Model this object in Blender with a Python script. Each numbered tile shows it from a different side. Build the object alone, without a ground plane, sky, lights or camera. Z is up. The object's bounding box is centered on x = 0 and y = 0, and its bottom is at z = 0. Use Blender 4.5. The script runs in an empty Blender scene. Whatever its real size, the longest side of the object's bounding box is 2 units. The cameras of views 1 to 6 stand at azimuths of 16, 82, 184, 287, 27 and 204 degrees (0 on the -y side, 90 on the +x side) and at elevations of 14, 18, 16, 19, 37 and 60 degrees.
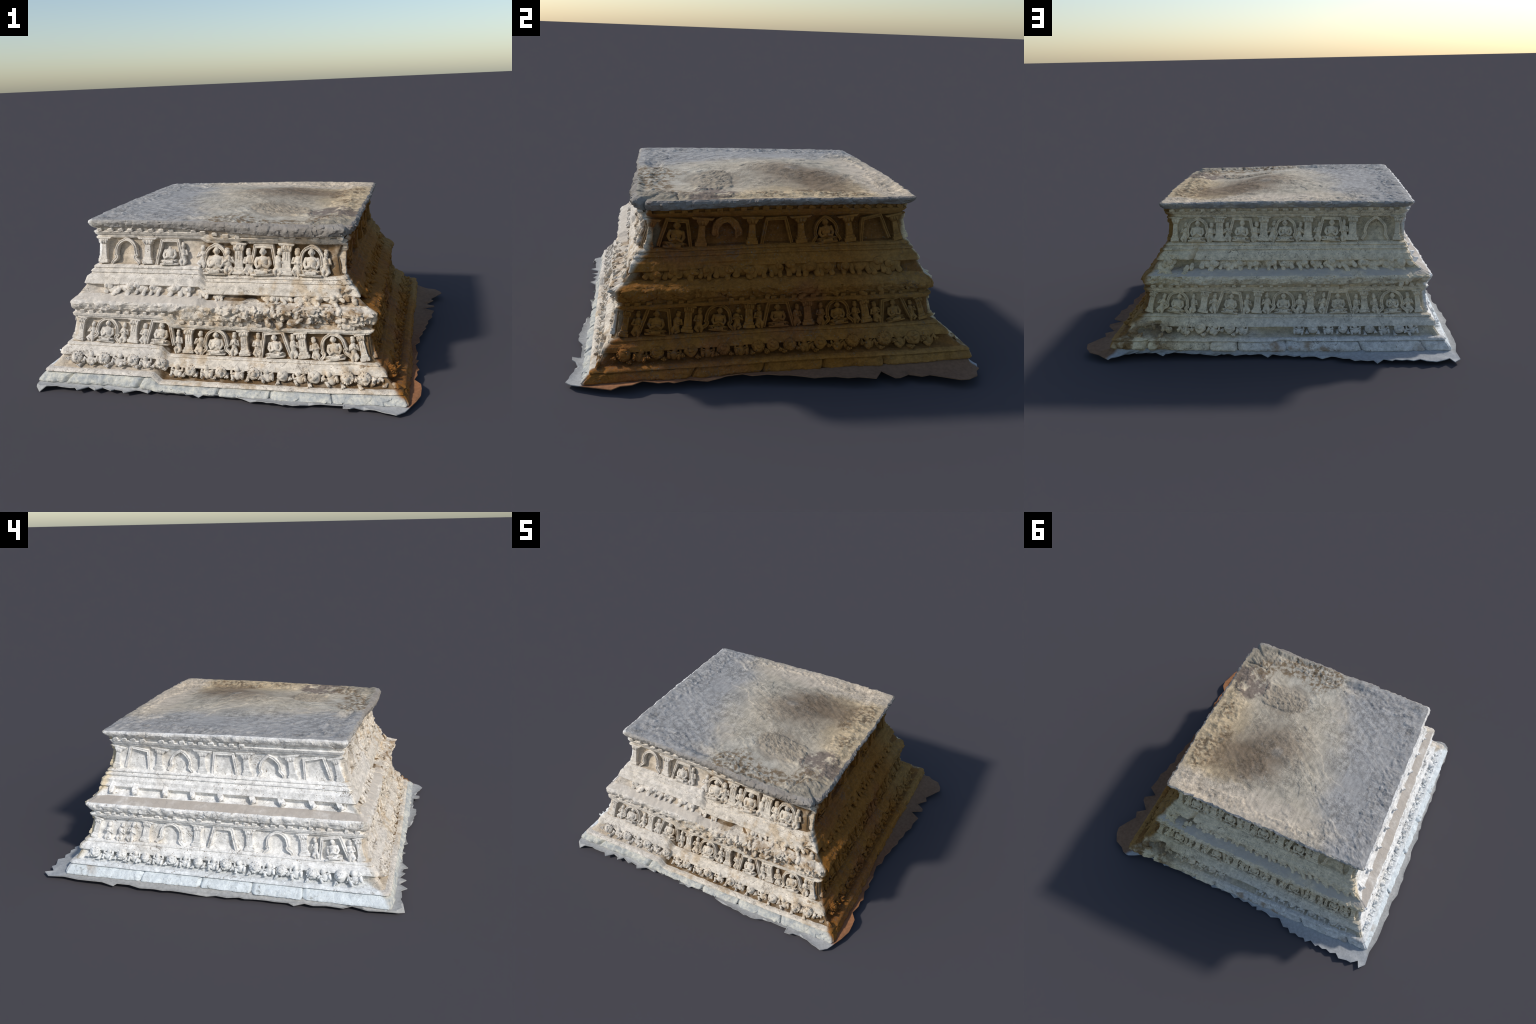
# Weathered square stone pedestal with two storeys of carved friezes.
# Every course is a ring swept round four corner curves; the carvings are
# small meshes set on the faces by (side, u along the face, height, depth).
import bpy, math, random
import numpy as np
from mathutils import Matrix, Vector

random.seed(7)

# ------------------------------------------------------------------ noise
def _hash(ix, iy, iz, seed):
    h = (ix * 374761393 + iy * 668265263 + iz * 2147483647 + seed * 1274126177) & 0xFFFFFFFF
    h = ((h ^ (h >> 13)) * 1274126177) & 0xFFFFFFFF
    h = ((h ^ (h >> 16)) * 2246822519) & 0xFFFFFFFF
    return ((h ^ (h >> 15)) & 0xFFFFFF) / float(0xFFFFFF) * 2.0 - 1.0

def vnoise(p, scale, seed=0):
    q = np.asarray(p, float) * scale + 100.0
    i = np.floor(q).astype(np.int64)
    f = q - i
    f = f * f * f * (f * (f * 6 - 15) + 10)
    r = 0.0
    for dx in (0, 1):
        wx = f[..., 0] if dx else 1 - f[..., 0]
        for dy in (0, 1):
            wy = f[..., 1] if dy else 1 - f[..., 1]
            for dz_ in (0, 1):
                wz = f[..., 2] if dz_ else 1 - f[..., 2]
                r = r + wx * wy * wz * _hash(i[..., 0] + dx, i[..., 1] + dy, i[..., 2] + dz_, seed)
    return r

_ROT = np.array(Matrix.Rotation(.73, 3, 'X') @ Matrix.Rotation(.61, 3, 'Y') @ Matrix.Rotation(.52, 3, 'Z'))

def fbm(p, scale, octaves=4, seed=0, gain=0.5):
    a, t, s = 1.0, 0.0, 0.0
    p = np.asarray(p, float)
    for o in range(octaves):
        p = p @ _ROT
        t = t + a * vnoise(p, scale * 2.03 ** o, seed + o * 17)
        s += a
        a *= gain
    return t / s

def cells(p, scale, seed=0):
    """broken-stone facets: a random level per nearest cell, -1..1"""
    q = np.asarray(p, float) @ _ROT * scale + 100.0
    i = np.floor(q).astype(np.int64)
    best = np.full(q.shape[:-1], 9.0)
    val = np.zeros(q.shape[:-1])
    for dx in (-1, 0, 1):
        for dy in (-1, 0, 1):
            for dz_ in (-1, 0, 1):
                a, b, c = i[..., 0] + dx, i[..., 1] + dy, i[..., 2] + dz_
                ox, oy, oz = (.5 + .5 * _hash(a, b, c, seed + k) for k in (1, 2, 3))
                d2 = (a + ox - q[..., 0]) ** 2 + (b + oy - q[..., 1]) ** 2 + (c + oz - q[..., 2]) ** 2
                v = _hash(a, b, c, seed + 4)
                m = d2 < best
                best = np.where(m, d2, best)
                val = np.where(m, v, val)
    return val

def smooth(a, b, x):
    t = np.clip((np.asarray(x, float) - a) / (b - a), 0, 1)
    return t * t * (3 - 2 * t)

# ------------------------------------------------------- the four corners
# height -> plan position of the SW, SE, NE and NW arrises
CORNER_CURVES = {
    .80: ((-.703, -.649), (.626, -.630), (.582, .681), (-.767, .640)),
    .72: ((-.677, -.623), (.602, -.610), (.558, .628), (-.736, .608)),
    .65: ((-.665, -.625), (.572, -.600), (.532, .639), (-.720, .603)),
    .58: ((-.668, -.655), (.585, -.625), (.554, .661), (-.726, .635)),
    .50: ((-.708, -.690), (.650, -.660), (.594, .702), (-.740, .675)),
    .41: ((-.767, -.775), (.749, -.728), (.675, .760), (-.859, .716)),
    .32: ((-.766, -.767), (.725, -.725), (.675, .757), (-.835, .712)),
    .22: ((-.775, -.785), (.742, -.740), (.687, .771), (-.842, .736)),
    .15: ((-.818, -.836), (.806, -.783), (.750, .846), (-.878, .778)),
    .085: ((-.868, -.896), (.876, -.824), (.820, .921), (-.925, .810)),
    .025: ((-.920, -.914), (.902, -.872), (.836, .936), (-.967, .835)),
}
_ZS = sorted(CORNER_CURVES)
_CX = [[CORNER_CURVES[z][i][0] for z in _ZS] for i in range(4)]
_CY = [[CORNER_CURVES[z][i][1] for z in _ZS] for i in range(4)]

def corner(i, z):
    return np.stack([np.interp(z, _ZS, _CX[i]), np.interp(z, _ZS, _CY[i])], -1)

SIDES = {'S': (0, 1), 'E': (1, 2), 'N': (2, 3), 'W': (3, 0)}
ORDER = 'SENW'

def side_normal(a, b, z):
    t = corner(b, z) - corner(a, z)
    t = t / np.linalg.norm(t, axis=-1, keepdims=True)
    return np.stack([t[..., 1], -t[..., 0]], -1)

def mitre(i, z):
    n0 = side_normal((i - 1) % 4, i, z)
    n1 = side_normal(i, (i + 1) % 4, z)
    return (n0 + n1) / (1 + (n0 * n1).sum(-1, keepdims=True))

# courses are not level: sag of each course along each side
ZK = [.03, .078, .097, .147, .20, .32, .35, .405, .445, .48, .517, .567, .705, .765, .80]
_zero = [0] * 15
_s_low = [-.013, -.033, -.037, -.037, -.040, -.036, -.042, -.012, -.020, -.035, -.030, -.043, -.018, -.032, -.014]
_se = [-.005, -.015, -.020, -.025, -.032, -.025, -.030, -.010, -.020, -.028, -.028, -.030, -.012, -.038, -.026]
_ne = [.037, .030, .020, .012, .008, 0, 0, 0, 0, .008, 0, 0, 0, 0, -.005]
_nw = [0, 0, 0, 0, 0, 0, 0, 0, 0, 0, 0, 0, 0, 0, -.008]
_half = [.012, .008, .004, 0, -.005, -.005, -.01, -.012, -.008, 0, -.008, -.012, -.006, -.004, -.012]
SAG = {
    'S': ([0, .438, .462, .93, 1], [_zero, _zero, _s_low, [v * .9 for v in _s_low], _se]),
    'E': ([0, .5, .85, 1], [_se, _half, [(a + b) / 2 for a, b in zip(_half, _ne)], _ne]),
    'N': ([0, .4, 1], [_ne, [.012, .01, .005] + [0] * 12, _nw]),
    'W': ([0, .5, 1], [_nw, [.008] + [0] * 14, _zero]),
}

def sag(side, u, z):
    ks, rows = SAG[side]
    u = np.asarray(u, float)
    if side == 'S':      # the slipped seam stands further left in the lower storey
        u = np.clip(u - np.interp(z, [.34, .42, .70, .80], [-.115, .0, .0, .06]) * smooth(0, .2, np.minimum(u, 1 - u)), 0, 1)
    if side == 'S':      # the slab itself only sags gently
        f = smooth(.715, .757, z)
        u = u * (1 - f) + np.interp(u, [0, .30, .85, 1], [0, .438, .47, 1]) * f
    vals = np.array([np.interp(z, ZK, r) for r in rows])
    if vals.ndim == 1:
        return np.interp(u, ks, vals)
    out = np.zeros(np.broadcast(u, z).shape)
    uu = np.broadcast_to(u, out.shape)
    for k in range(len(ks) - 1):
        m = (uu >= ks[k]) & (uu <= ks[k + 1])
        f = (uu - ks[k]) / (ks[k + 1] - ks[k])
        v = np.broadcast_to(vals[k], out.shape) * (1 - f) + np.broadcast_to(vals[k + 1], out.shape) * f
        out[m] = v[m]
    return out

# losses and lumps in the faces: side, u, z, half-width (m), half-height (m), depth (m)
LOSSES = [
    ('S', .80, .770, .32, .028, .022),
    ('S', .622, .450, .035, .024, -.050), ('S', .70, .375, .10, .020, -.014), ('S', .86, .372, .09, .022, -.016),
    ('S', .97, .495, .035, .03, -.022), ('S', .615, .70, .018, .016, -.03),
    ('N', .085, .455, .05, .024, -.045), ('N', .135, .515, .012, .05, -.028), ('N', .04, .455, .03, .020, .012),
    ('N', .13, .125, .07, .018, -.030), ('N', .08, .150, .03, .022, -.032), ('N', .105, .055, .010, .03, -.025),
    ('N', .49, .125, .07, .020, -.02), ('N', .52, .075, .05, .018, -.018), ('N', .96, .375, .04, .02, -.018),
    ('N', .60, .145, .03, .025, .012), ('E', .03, .45, .03, .03, -.02), ('E', .33, .49, .16, .018, -.012),
    ('E', .93, .51, .05, .02, -.012), ('W', .02, .30, .03, .03, -.008), ('N', .70, .345, .012, .010, -.03),
    ('E', .55, .05, .30, .03, -.012), ('S', .93, .17, .05, .03, -.016), ('S', .985, .37, .03, .03, -.014), ('E', .02, .12, .03, .05, -.012),
]

# faces bulge a little between the arrises
BOW_Z = [.0, .06, .10, .15, .34, .375, .41, .44, .70, .76, .80]
BOW = {'S': [.012, .012, .004, 0, 0, .006, .006, 0, 0, .006, .008],
       'E': [.0, .0, 0, 0, 0, .006, .006, 0, 0, .006, .006],
       'N': [.008, .006, .0, .0, .004, .034, .036, 0, 0, .008, .012],
       'W': [.008, .006, .002, 0, 0, .010, .010, 0, 0, .006, .006]}
RELIEF = {'S': 1.1, 'E': 1.25, 'N': 1.0, 'W': .7}      # how deep the friezes are cut

def face_point(side, u, z, d, rough=0.0, detail=True):
    """world points on a face: u along it, nominal height z, offset d outwards"""
    a, b = SIDES[side]
    u, z, d = np.broadcast_arrays(np.asarray(u, float), np.asarray(z, float), np.asarray(d, float))
    A, B = corner(a, z), corner(b, z)
    mA, mB = mitre(a, z), mitre(b, z)
    length = np.linalg.norm(B - A, axis=-1)
    s = np.minimum(u, 1 - u) * length
    d = d + np.sin(np.pi * u) ** .5 * np.interp(z, BOW_Z, BOW[side])
    if detail:
        # deep recesses die out towards the arrises; arrises are worn round
        deep = d < -.012
        d = np.where(deep, -.010 + (d + .010) * smooth(.012, .06, s), d)
        r = np.full(u.shape, .016)
        if side in 'SE':   # the south-east corner of the slab is broken round
            near = (u > .5) if side == 'S' else (u < .5)
            r = r + .064 * near * smooth(.70, .745, z)
        d = d - np.where(s < r, (r - s) ** 2 / (2 * r), 0)
        for sd, lu, lz, hw, hh, dep in LOSSES:
            if sd == side:
                g = np.exp(-((u - lu) * length / hw) ** 4 - ((z - lz) / hh) ** 4)
                d = d + dep * g
    uu = u[..., None]
    xy = A + (B - A) * uu + d[..., None] * (mA + (mB - mA) * uu)
    zz = z + sag(side, u, z)
    p = np.concatenate([xy, zz[..., None]], -1)
    return p

# --------------------------------------------------------------- materials
class Nodes:
    def __init__(self, name):
        self.mat = bpy.data.materials.new(name)
        self.mat.use_nodes = True
        self.t = self.mat.node_tree
        self.t.nodes.clear()
        self.pos = self.new('ShaderNodeNewGeometry').outputs['Position']
        sep = self.new('ShaderNodeSeparateXYZ')
        self.link(self.pos, sep.inputs[0])
        self.x, self.y, self.z = sep.outputs
    def new(self, k):
        return self.t.nodes.new(k)
    def link(self, a, b):
        self.t.links.new(a, b)
    def put(self, v, sock):
        if isinstance(v, (int, float)):
            sock.default_value = v
        elif isinstance(v, tuple):
            sock.default_value = (v + (1,))[:len(sock.default_value)]
        else:
            self.link(v, sock)
    def math(self, op, a, b=None, c=None, clamp=False):
        n = self.new('ShaderNodeMath')
        n.operation = op
        n.use_clamp = clamp
        for v, s in zip((a, b, c), n.inputs):
            if v is not None:
                self.put(v, s)
        return n.outputs[0]
    def ramp(self, v, lo, hi, a=0.0, b=1.0):
        n = self.new('ShaderNodeMapRange')
        n.interpolation_type = 'SMOOTHSTEP'
        self.put(v, n.inputs['Value'])
        n.inputs['From Min'].default_value = lo
        n.inputs['From Max'].default_value = hi
        n.inputs['To Min'].default_value = a
        n.inputs['To Max'].default_value = b
        return n.outputs['Result']
    def noise(self, scale, detail=4, rough=.55, stretch=None, dist=0.0):
        v = self.pos
        if stretch:
            m = self.new('ShaderNodeMapping')
            self.link(v, m.inputs['Vector'])
            m.inputs['Scale'].default_value = stretch
            v = m.outputs[0]
        n = self.new('ShaderNodeTexNoise')
        self.link(v, n.inputs['Vector'])
        n.inputs['Scale'].default_value = scale
        n.inputs['Detail'].default_value = detail
        n.inputs['Roughness'].default_value = rough
        n.inputs['Distortion'].default_value = dist
        return n.outputs['Fac']
    def voronoi(self, scale, feature='DISTANCE_TO_EDGE'):
        n = self.new('ShaderNodeTexVoronoi')
        n.feature = feature
        self.link(self.pos, n.inputs['Vector'])
        n.inputs['Scale'].default_value = scale
        return n.outputs['Distance']
    def mix(self, f, a, b, mode='MIX'):
        n = self.new('ShaderNodeMix')
        n.data_type = 'RGBA'
        n.blend_type = mode
        n.clamp_factor = True
        self.put(f, n.inputs[0])
        self.put(a, n.inputs[6])
        self.put(b, n.inputs[7])
        return n.outputs[2]
    def blob(self, cx, cy, r, soft, jitter):
        dx = self.math('SUBTRACT', self.x, cx)
        dy = self.math('SUBTRACT', self.y, cy)
        q = self.math('SQRT', self.math('ADD', self.math('MULTIPLY', dx, dx), self.math('MULTIPLY', dy, dy)))
        return self.ramp(self.math('ADD', q, jitter), r - soft, r + soft, 1, 0)
    def finish(self, colour, height, bump=.35, dist=.004, rough=.92):
        b = self.new('ShaderNodeBsdfPrincipled')
        o = self.new('ShaderNodeOutputMaterial')
        self.put(colour, b.inputs['Base Color'])
        b.inputs['Roughness'].default_value = rough
        b.inputs['Specular IOR Level'].default_value = .15
        n = self.new('ShaderNodeBump')
        n.inputs['Strength'].default_value = bump
        n.inputs['Distance'].default_value = dist
        self.link(height, n.inputs['Height'])
        self.link(n.outputs[0], b.inputs['Normal'])
        self.link(b.outputs[0], o.inputs[0])
        return self.mat

def face_masks(k):
    jit = k.math('MULTIPLY', k.math('SUBTRACT', k.noise(9, 3), .5), .06)
    xr = k.math('ADD', k.math('ADD', k.x, .07), k.math('MULTIPLY', k.y, .045))
    yr = k.math('SUBTRACT', k.y, k.math('MULTIPLY', k.x, .02))
    xr = k.math('SUBTRACT', xr, k.math('MULTIPLY', k.math('MULTIPLY', k.ramp(k.y, .2, -.5), k.ramp(k.x, 0, .5)), .045))
    ax, ay = k.math('ABSOLUTE', xr), k.math('ABSOLUTE', yr)
    diff = k.math('SUBTRACT', ax, ay)
    diff = k.math('ADD', diff, jit)
    ew = k.ramp(diff, -.02, .02)
    ns = k.math('SUBTRACT', 1.0, ew)
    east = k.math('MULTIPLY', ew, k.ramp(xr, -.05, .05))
    west = k.math('MULTIPLY', ew, k.ramp(xr, .05, -.05))
    # the arris between south and east wanders
    south = k.math('MULTIPLY', ns, k.ramp(yr, .05, -.05))
    return east, west, south, jit

def carved_colour(k, recess=False):
    east, west, south, jit = face_masks(k)
    low = k.ramp(k.z, .22, .06)
    # north: buff turning blue-grey low down towards the west
    c = k.mix(k.noise(5, 4), (.93, .765, .52), (.79, .675, .49))
    cool = k.math('MULTIPLY', k.ramp(k.z, .30, .05), k.ramp(k.x, .40, -.1))
    c = k.mix(k.math('MULTIPLY', cool, .75), c, (.62, .64, .66))
    c = k.mix(k.math('MULTIPLY', k.ramp(k.x, .30, .60), .6), c, (.76, .62, .36))
    stain = k.math('MULTIPLY', k.math('MULTIPLY', k.ramp(k.x, .40, .62), k.ramp(k.z, .24, .12)), k.ramp(k.noise(9, 5, .6), .42, .56))
    c = k.mix(k.math('MULTIPLY', stain, .9), c, (.22, .115, .035))
    # south: grey buff left, cream right
    sl = k.mix(k.noise(6, 4), (.76, .675, .555), (.68, .635, .58))
    sr = k.mix(k.noise(7, 5), (.78, .68, .54), (.70, .64, .56))
    seam = k.ramp(k.z, .34, .42, .20, .0)
    sm = k.ramp(k.math('ADD', k.math('ADD', k.x, seam), jit), -.13, -.07)
    s = k.mix(sm, sl, sr)
    ochre = k.math('MULTIPLY', k.ramp(k.noise(11, 6, .68), .48, .62), sm)
    s = k.mix(k.math('MULTIPLY', ochre, .55), s, (.50, .35, .19))
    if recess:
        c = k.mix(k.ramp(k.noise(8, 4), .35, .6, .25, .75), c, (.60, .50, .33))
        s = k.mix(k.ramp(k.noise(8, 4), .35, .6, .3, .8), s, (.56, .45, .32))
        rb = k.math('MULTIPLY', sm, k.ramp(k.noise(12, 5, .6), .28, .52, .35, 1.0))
        s = k.mix(k.math('MULTIPLY', rb, .95), s, (.17, .098, .040))  # crevice shadow painted brown into the right-hand recesses
    c = k.mix(south, c, s)
    # west: near-white, cold tint near the foot
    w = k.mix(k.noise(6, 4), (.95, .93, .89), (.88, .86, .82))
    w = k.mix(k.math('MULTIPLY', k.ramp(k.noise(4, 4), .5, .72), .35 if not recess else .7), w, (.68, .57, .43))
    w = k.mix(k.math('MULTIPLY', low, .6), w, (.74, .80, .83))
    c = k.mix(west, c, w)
    # east: dark ochre brown
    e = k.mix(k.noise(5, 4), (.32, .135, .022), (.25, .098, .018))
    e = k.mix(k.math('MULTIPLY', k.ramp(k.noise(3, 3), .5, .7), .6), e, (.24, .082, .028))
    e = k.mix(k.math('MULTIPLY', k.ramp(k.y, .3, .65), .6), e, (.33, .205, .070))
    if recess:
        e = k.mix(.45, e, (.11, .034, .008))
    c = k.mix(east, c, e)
    # mottling, hairline cracks and pits
    m = k.ramp(k.noise(30, 7, .74), .27, .73, .68, 1.20)
    c = k.mix(1.0, c, m, 'MULTIPLY')
    m2 = k.ramp(k.noise(95, 4, .7, (1, 1, 1.7)), .3, .7, .86, 1.10)
    c = k.mix(1.0, c, m2, 'MULTIPLY')
    vein = k.math('ABSOLUTE', k.math('SUBTRACT', k.noise(7, 6, .62, None, 1.2), .5))
    vein = k.math('MULTIPLY', k.ramp(vein, .009, .002), k.ramp(k.noise(3.3, 2), .48, .56))
    c = k.mix(k.math('MULTIPLY', vein, .75), c, (.13, .10, .075))
    pit = k.ramp(k.noise(120, 3, .6), .60, .68)
    c = k.mix(k.math('MULTIPLY', pit, k.ramp(k.noise(9, 3), .40, .60, .15, 1.0)), c, (.19, .14, .09))
    return c, east, west, south

def make_ledge(name):
    k = Nodes(name)
    c, east, west, south = carved_colour(k)
    f = k.ramp(k.noise(9, 5, .6), .30, .55, .25, .9)
    keep = k.math('ADD', east, k.math('MULTIPLY', south, k.ramp(k.x, -.02, .12)), clamp=True)
    c = k.mix(k.math('MULTIPLY', f, k.math('SUBTRACT', 1.0, keep)), c, (.56, .50, .425))
    c = k.mix(k.math('MULTIPLY', west, k.ramp(k.noise(9, 5, .6), .30, .55, .45, .9)), c, (.46, .41, .36))
    br = k.math('MULTIPLY', k.math('MULTIPLY', south, k.ramp(k.x, -.02, .12)), k.ramp(k.noise(16, 5, .65), .44, .60))
    c = k.mix(k.math('MULTIPLY', br, .7), c, (.30, .20, .11))
    return k.finish(c, grain(k, 30, 120), .6, .006)

def grain(k, a=40, b=150):
    return k.math('ADD', k.math('MULTIPLY', k.noise(a, 6, .65), .7), k.math('MULTIPLY', k.noise(b, 3, .6), .3))

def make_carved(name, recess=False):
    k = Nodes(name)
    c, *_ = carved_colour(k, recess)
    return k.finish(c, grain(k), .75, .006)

def make_cornice(name):
    k = Nodes(name)
    c, east, west, south = carved_colour(k)
    br = k.math('MULTIPLY', k.math('MULTIPLY', south, k.ramp(k.x, -.05, .2)), k.ramp(k.noise(16, 5, .65), .46, .62))
    c = k.mix(br, c, (.30, .20, .11))
    return k.finish(c, grain(k, 30, 120), .7, .008)

def make_slab(name):
    k = Nodes(name)
    jit = k.math('ADD', k.math('MULTIPLY', k.math('SUBTRACT', k.noise(3.2, 3, .5), .5), .40), k.math('MULTIPLY', k.math('SUBTRACT', k.noise(14, 6, .65), .5), .16))
    base = k.mix(k.noise(5, 5), (.57, .49, .37), (.47, .41, .32))
    grey = k.ramp(k.math('ADD', k.math('ADD', k.x, k.math('MULTIPLY', k.y, .25)), jit), -.12, -.45)
    c = k.mix(k.math('MULTIPLY', grey, .9), base, (.37, .362, .352))
    warm = k.ramp(k.math('ADD', k.math('ADD', k.x, k.math('MULTIPLY', k.y, .45)), jit), .22, .55)
    c = k.mix(k.math('MULTIPLY', warm, .85), c, (.55, .42, .255))
    northrim = k.ramp(k.math('ADD', k.y, jit), .40, .52)
    c = k.mix(k.math('MULTIPLY', k.math('MULTIPLY', northrim, k.ramp(k.x, -.6, -.1)), .8), c, (.60, .51, .40))
    dust = k.blob(.10, -.47, .19, .04, jit)
    c = k.mix(k.math('MULTIPLY', dust, .75), c, (.54, .49, .40))
    # round patch on the mound: darker, brown on its east side
    mound_patch = k.blob(.02, .06, .37, .03, jit)
    c = k.mix(k.math('MULTIPLY', mound_patch, .35), c, (.46, .415, .335))
    dark = k.blob(.16, .15, .22, .18, jit)
    c = k.mix(k.math('MULTIPLY', dark, .72), c, (.21, .145, .090))
    dark2 = k.blob(.27, .28, .13, .06, jit)
    c = k.mix(k.math('MULTIPLY', dark2, .55), c, (.19, .125, .072))
    rough = k.blob(.21, -.25, .15, .03, k.math('MULTIPLY', jit, .6))
    c = k.mix(k.math('MULTIPLY', rough, .55), c, (.30, .235, .165))
    purple = k.math('MULTIPLY', k.blob(.50, -.28, .12, .03, k.math('MULTIPLY', jit, 1.3)), k.ramp(k.noise(13, 5, .65), .42, .52))
    c = k.mix(k.math('MULTIPLY', purple, .75), c, (.15, .110, .095))
    block = k.blob(.60, -.62, .20, .02, k.math('MULTIPLY', jit, .5))
    c = k.mix(k.math('MULTIPLY', block, .7), c, (.27, .235, .18))
    for cx, cy, r in ((.52, 0, .10), (.50, .32, .09), (.45, .13, .06), (.30, -.55, .11), (.08, -.57, .12), (.44, -.46, .07)):
        q = k.blob(cx, cy, r, .03, jit)
        c = k.mix(k.math('MULTIPLY', q, k.ramp(k.noise(34, 5, .65), .42, .60)), c, (.23, .165, .10))
    pale = k.blob(.06, .16, .022, .02, k.math('MULTIPLY', jit, .3))
    c = k.mix(k.math('MULTIPLY', pale, .35), c, (.50, .46, .40))
    coarse = k.ramp(k.noise(4.5, 3, .5), .38, .60, .25, 1.0)
    m = k.ramp(k.noise(24, 7, .74), .28, .72, .60, 1.30)
    c = k.mix(coarse, c, k.mix(1.0, c, m, 'MULTIPLY'))
    sw = k.ramp(k.noise(30, 5, .65, (1.6, .45, 1)), .3, .7, .84, 1.14)
    c = k.mix(1.0, c, sw, 'MULTIPLY')
    palefleck = k.ramp(k.noise(55, 4, .6), .58, .72)
    c = k.mix(k.math('MULTIPLY', palefleck, k.math('MULTIPLY', coarse, .45)), c, (.62, .57, .49))
    edge = k.ramp(k.math('ABSOLUTE', k.math('SUBTRACT', k.noise(6, 6, .6, None, .8), .5)), .010, .002)
    c = k.mix(k.math('MULTIPLY', edge, .22), c, (.12, .095, .07))
    pit = k.ramp(k.noise(110, 3, .6), .62, .70)
    c = k.mix(k.math('MULTIPLY', pit, .6), c, (.10, .08, .06))
    return k.finish(c, k.math('MULTIPLY', grain(k, 26, 110), coarse), .9, .012)

def make_edge(name):
    k = Nodes(name)
    c, east, west, south = carved_colour(k)
    g = k.mix(k.noise(18, 6, .7), (.26, .25, .24), (.52, .49, .45))
    f = k.ramp(k.noise(11, 5, .6), .30, .60, .55, 1.0)
    f = k.math('MULTIPLY', f, k.math('SUBTRACT', 1.0, k.math('MULTIPLY', west, .8)))
    c = k.mix(f, c, g)
    dk = k.mix(k.noise(22, 6, .7), (.15, .13, .115), (.34, .30, .25))
    c = k.mix(k.math('MULTIPLY', k.math('ADD', k.math('MULTIPLY', south, k.ramp(k.x, -.5, .1, .3, .85)), k.math('MULTIPLY', east, .8)), k.ramp(k.noise(10, 4), .3, .6, .6, 1.0)), c, dk)
    return k.finish(c, grain(k, 30, 120), .9, .008)

def make_plinth(name):
    k = Nodes(name)
    c, east, west, south = carved_colour(k)
    cool = k.mix(k.ramp(k.noise(26, 7, .75), .35, .65), (.33, .36, .37), (.66, .64, .55))
    f = k.math('MULTIPLY', south, .85)
    c = k.mix(f, c, cool)
    c = k.mix(k.math('MULTIPLY', west, .5), c, (.70, .77, .79))
    lich = k.math('MULTIPLY', k.ramp(k.noise(24, 5, .7), .56, .68), k.ramp(k.noise(4, 2), .45, .6))
    c = k.mix(k.math('MULTIPLY', lich, k.math('MULTIPLY', west, .8)), c, (.22, .22, .20))
    br = k.math('MULTIPLY', k.ramp(k.noise(7, 4), .55, .68), k.ramp(k.y, .6, .75))
    c = k.mix(k.math('MULTIPLY', br, .7), c, (.26, .15, .06))
    return k.finish(c, grain(k, 34, 130), .8, .008)

def make_skirt(name):
    k = Nodes(name)
    east, west, south, jit = face_masks(k)
    c = k.mix(k.noise(8, 5), (.36, .37, .37), (.48, .46, .43))
    c = k.mix(k.math('MULTIPLY', k.math('SUBTRACT', 1.0, k.math('ADD', west, south)), .5), c, (.42, .44, .46))
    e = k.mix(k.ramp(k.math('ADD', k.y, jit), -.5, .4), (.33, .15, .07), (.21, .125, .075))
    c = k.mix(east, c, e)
    m = k.ramp(k.noise(60, 5, .65), .25, .75, .80, 1.12)
    c = k.mix(1.0, c, m, 'MULTIPLY')
    lich = k.ramp(k.noise(45, 5, .7), .56, .68)
    c = k.mix(k.math('MULTIPLY', lich, k.math('MULTIPLY', west, .55)), c, (.24, .23, .21))
    return k.finish(c, grain(k, 50, 160), .5, .004)

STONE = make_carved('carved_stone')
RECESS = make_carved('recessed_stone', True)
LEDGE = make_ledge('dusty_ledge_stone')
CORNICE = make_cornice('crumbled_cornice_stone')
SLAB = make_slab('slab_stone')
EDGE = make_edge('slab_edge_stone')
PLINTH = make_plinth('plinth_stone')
GROUND = make_skirt('ground_crust')

# -------------------------------------------------------------------- root
root = bpy.data.objects.new('stone_pedestal', None)
bpy.context.scene.collection.objects.link(root)
root['label'] = 'weathered square stone pedestal with carved figure friezes and lion rows'
root['category'] = 'monument base'
COLL = bpy.context.scene.collection

def add(name, mesh, parent=root, matrix=None, local=None):
    ob = bpy.data.objects.new(name, mesh)
    COLL.objects.link(ob)
    ob.parent = parent
    if matrix is not None:
        ob.matrix_basis = matrix
    return ob

def mesh_from(name, verts, faces, mat, sharp=40):
    me = bpy.data.meshes.new(name)
    me.from_pydata([tuple(v) for v in verts], [], [tuple(f) for f in faces])
    me.materials.append(mat)
    me.polygons.foreach_set('use_smooth', [True] * len(me.polygons))
    if sharp:
        me.set_sharp_from_angle(angle=math.radians(sharp))
    me.update()
    return me

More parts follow.
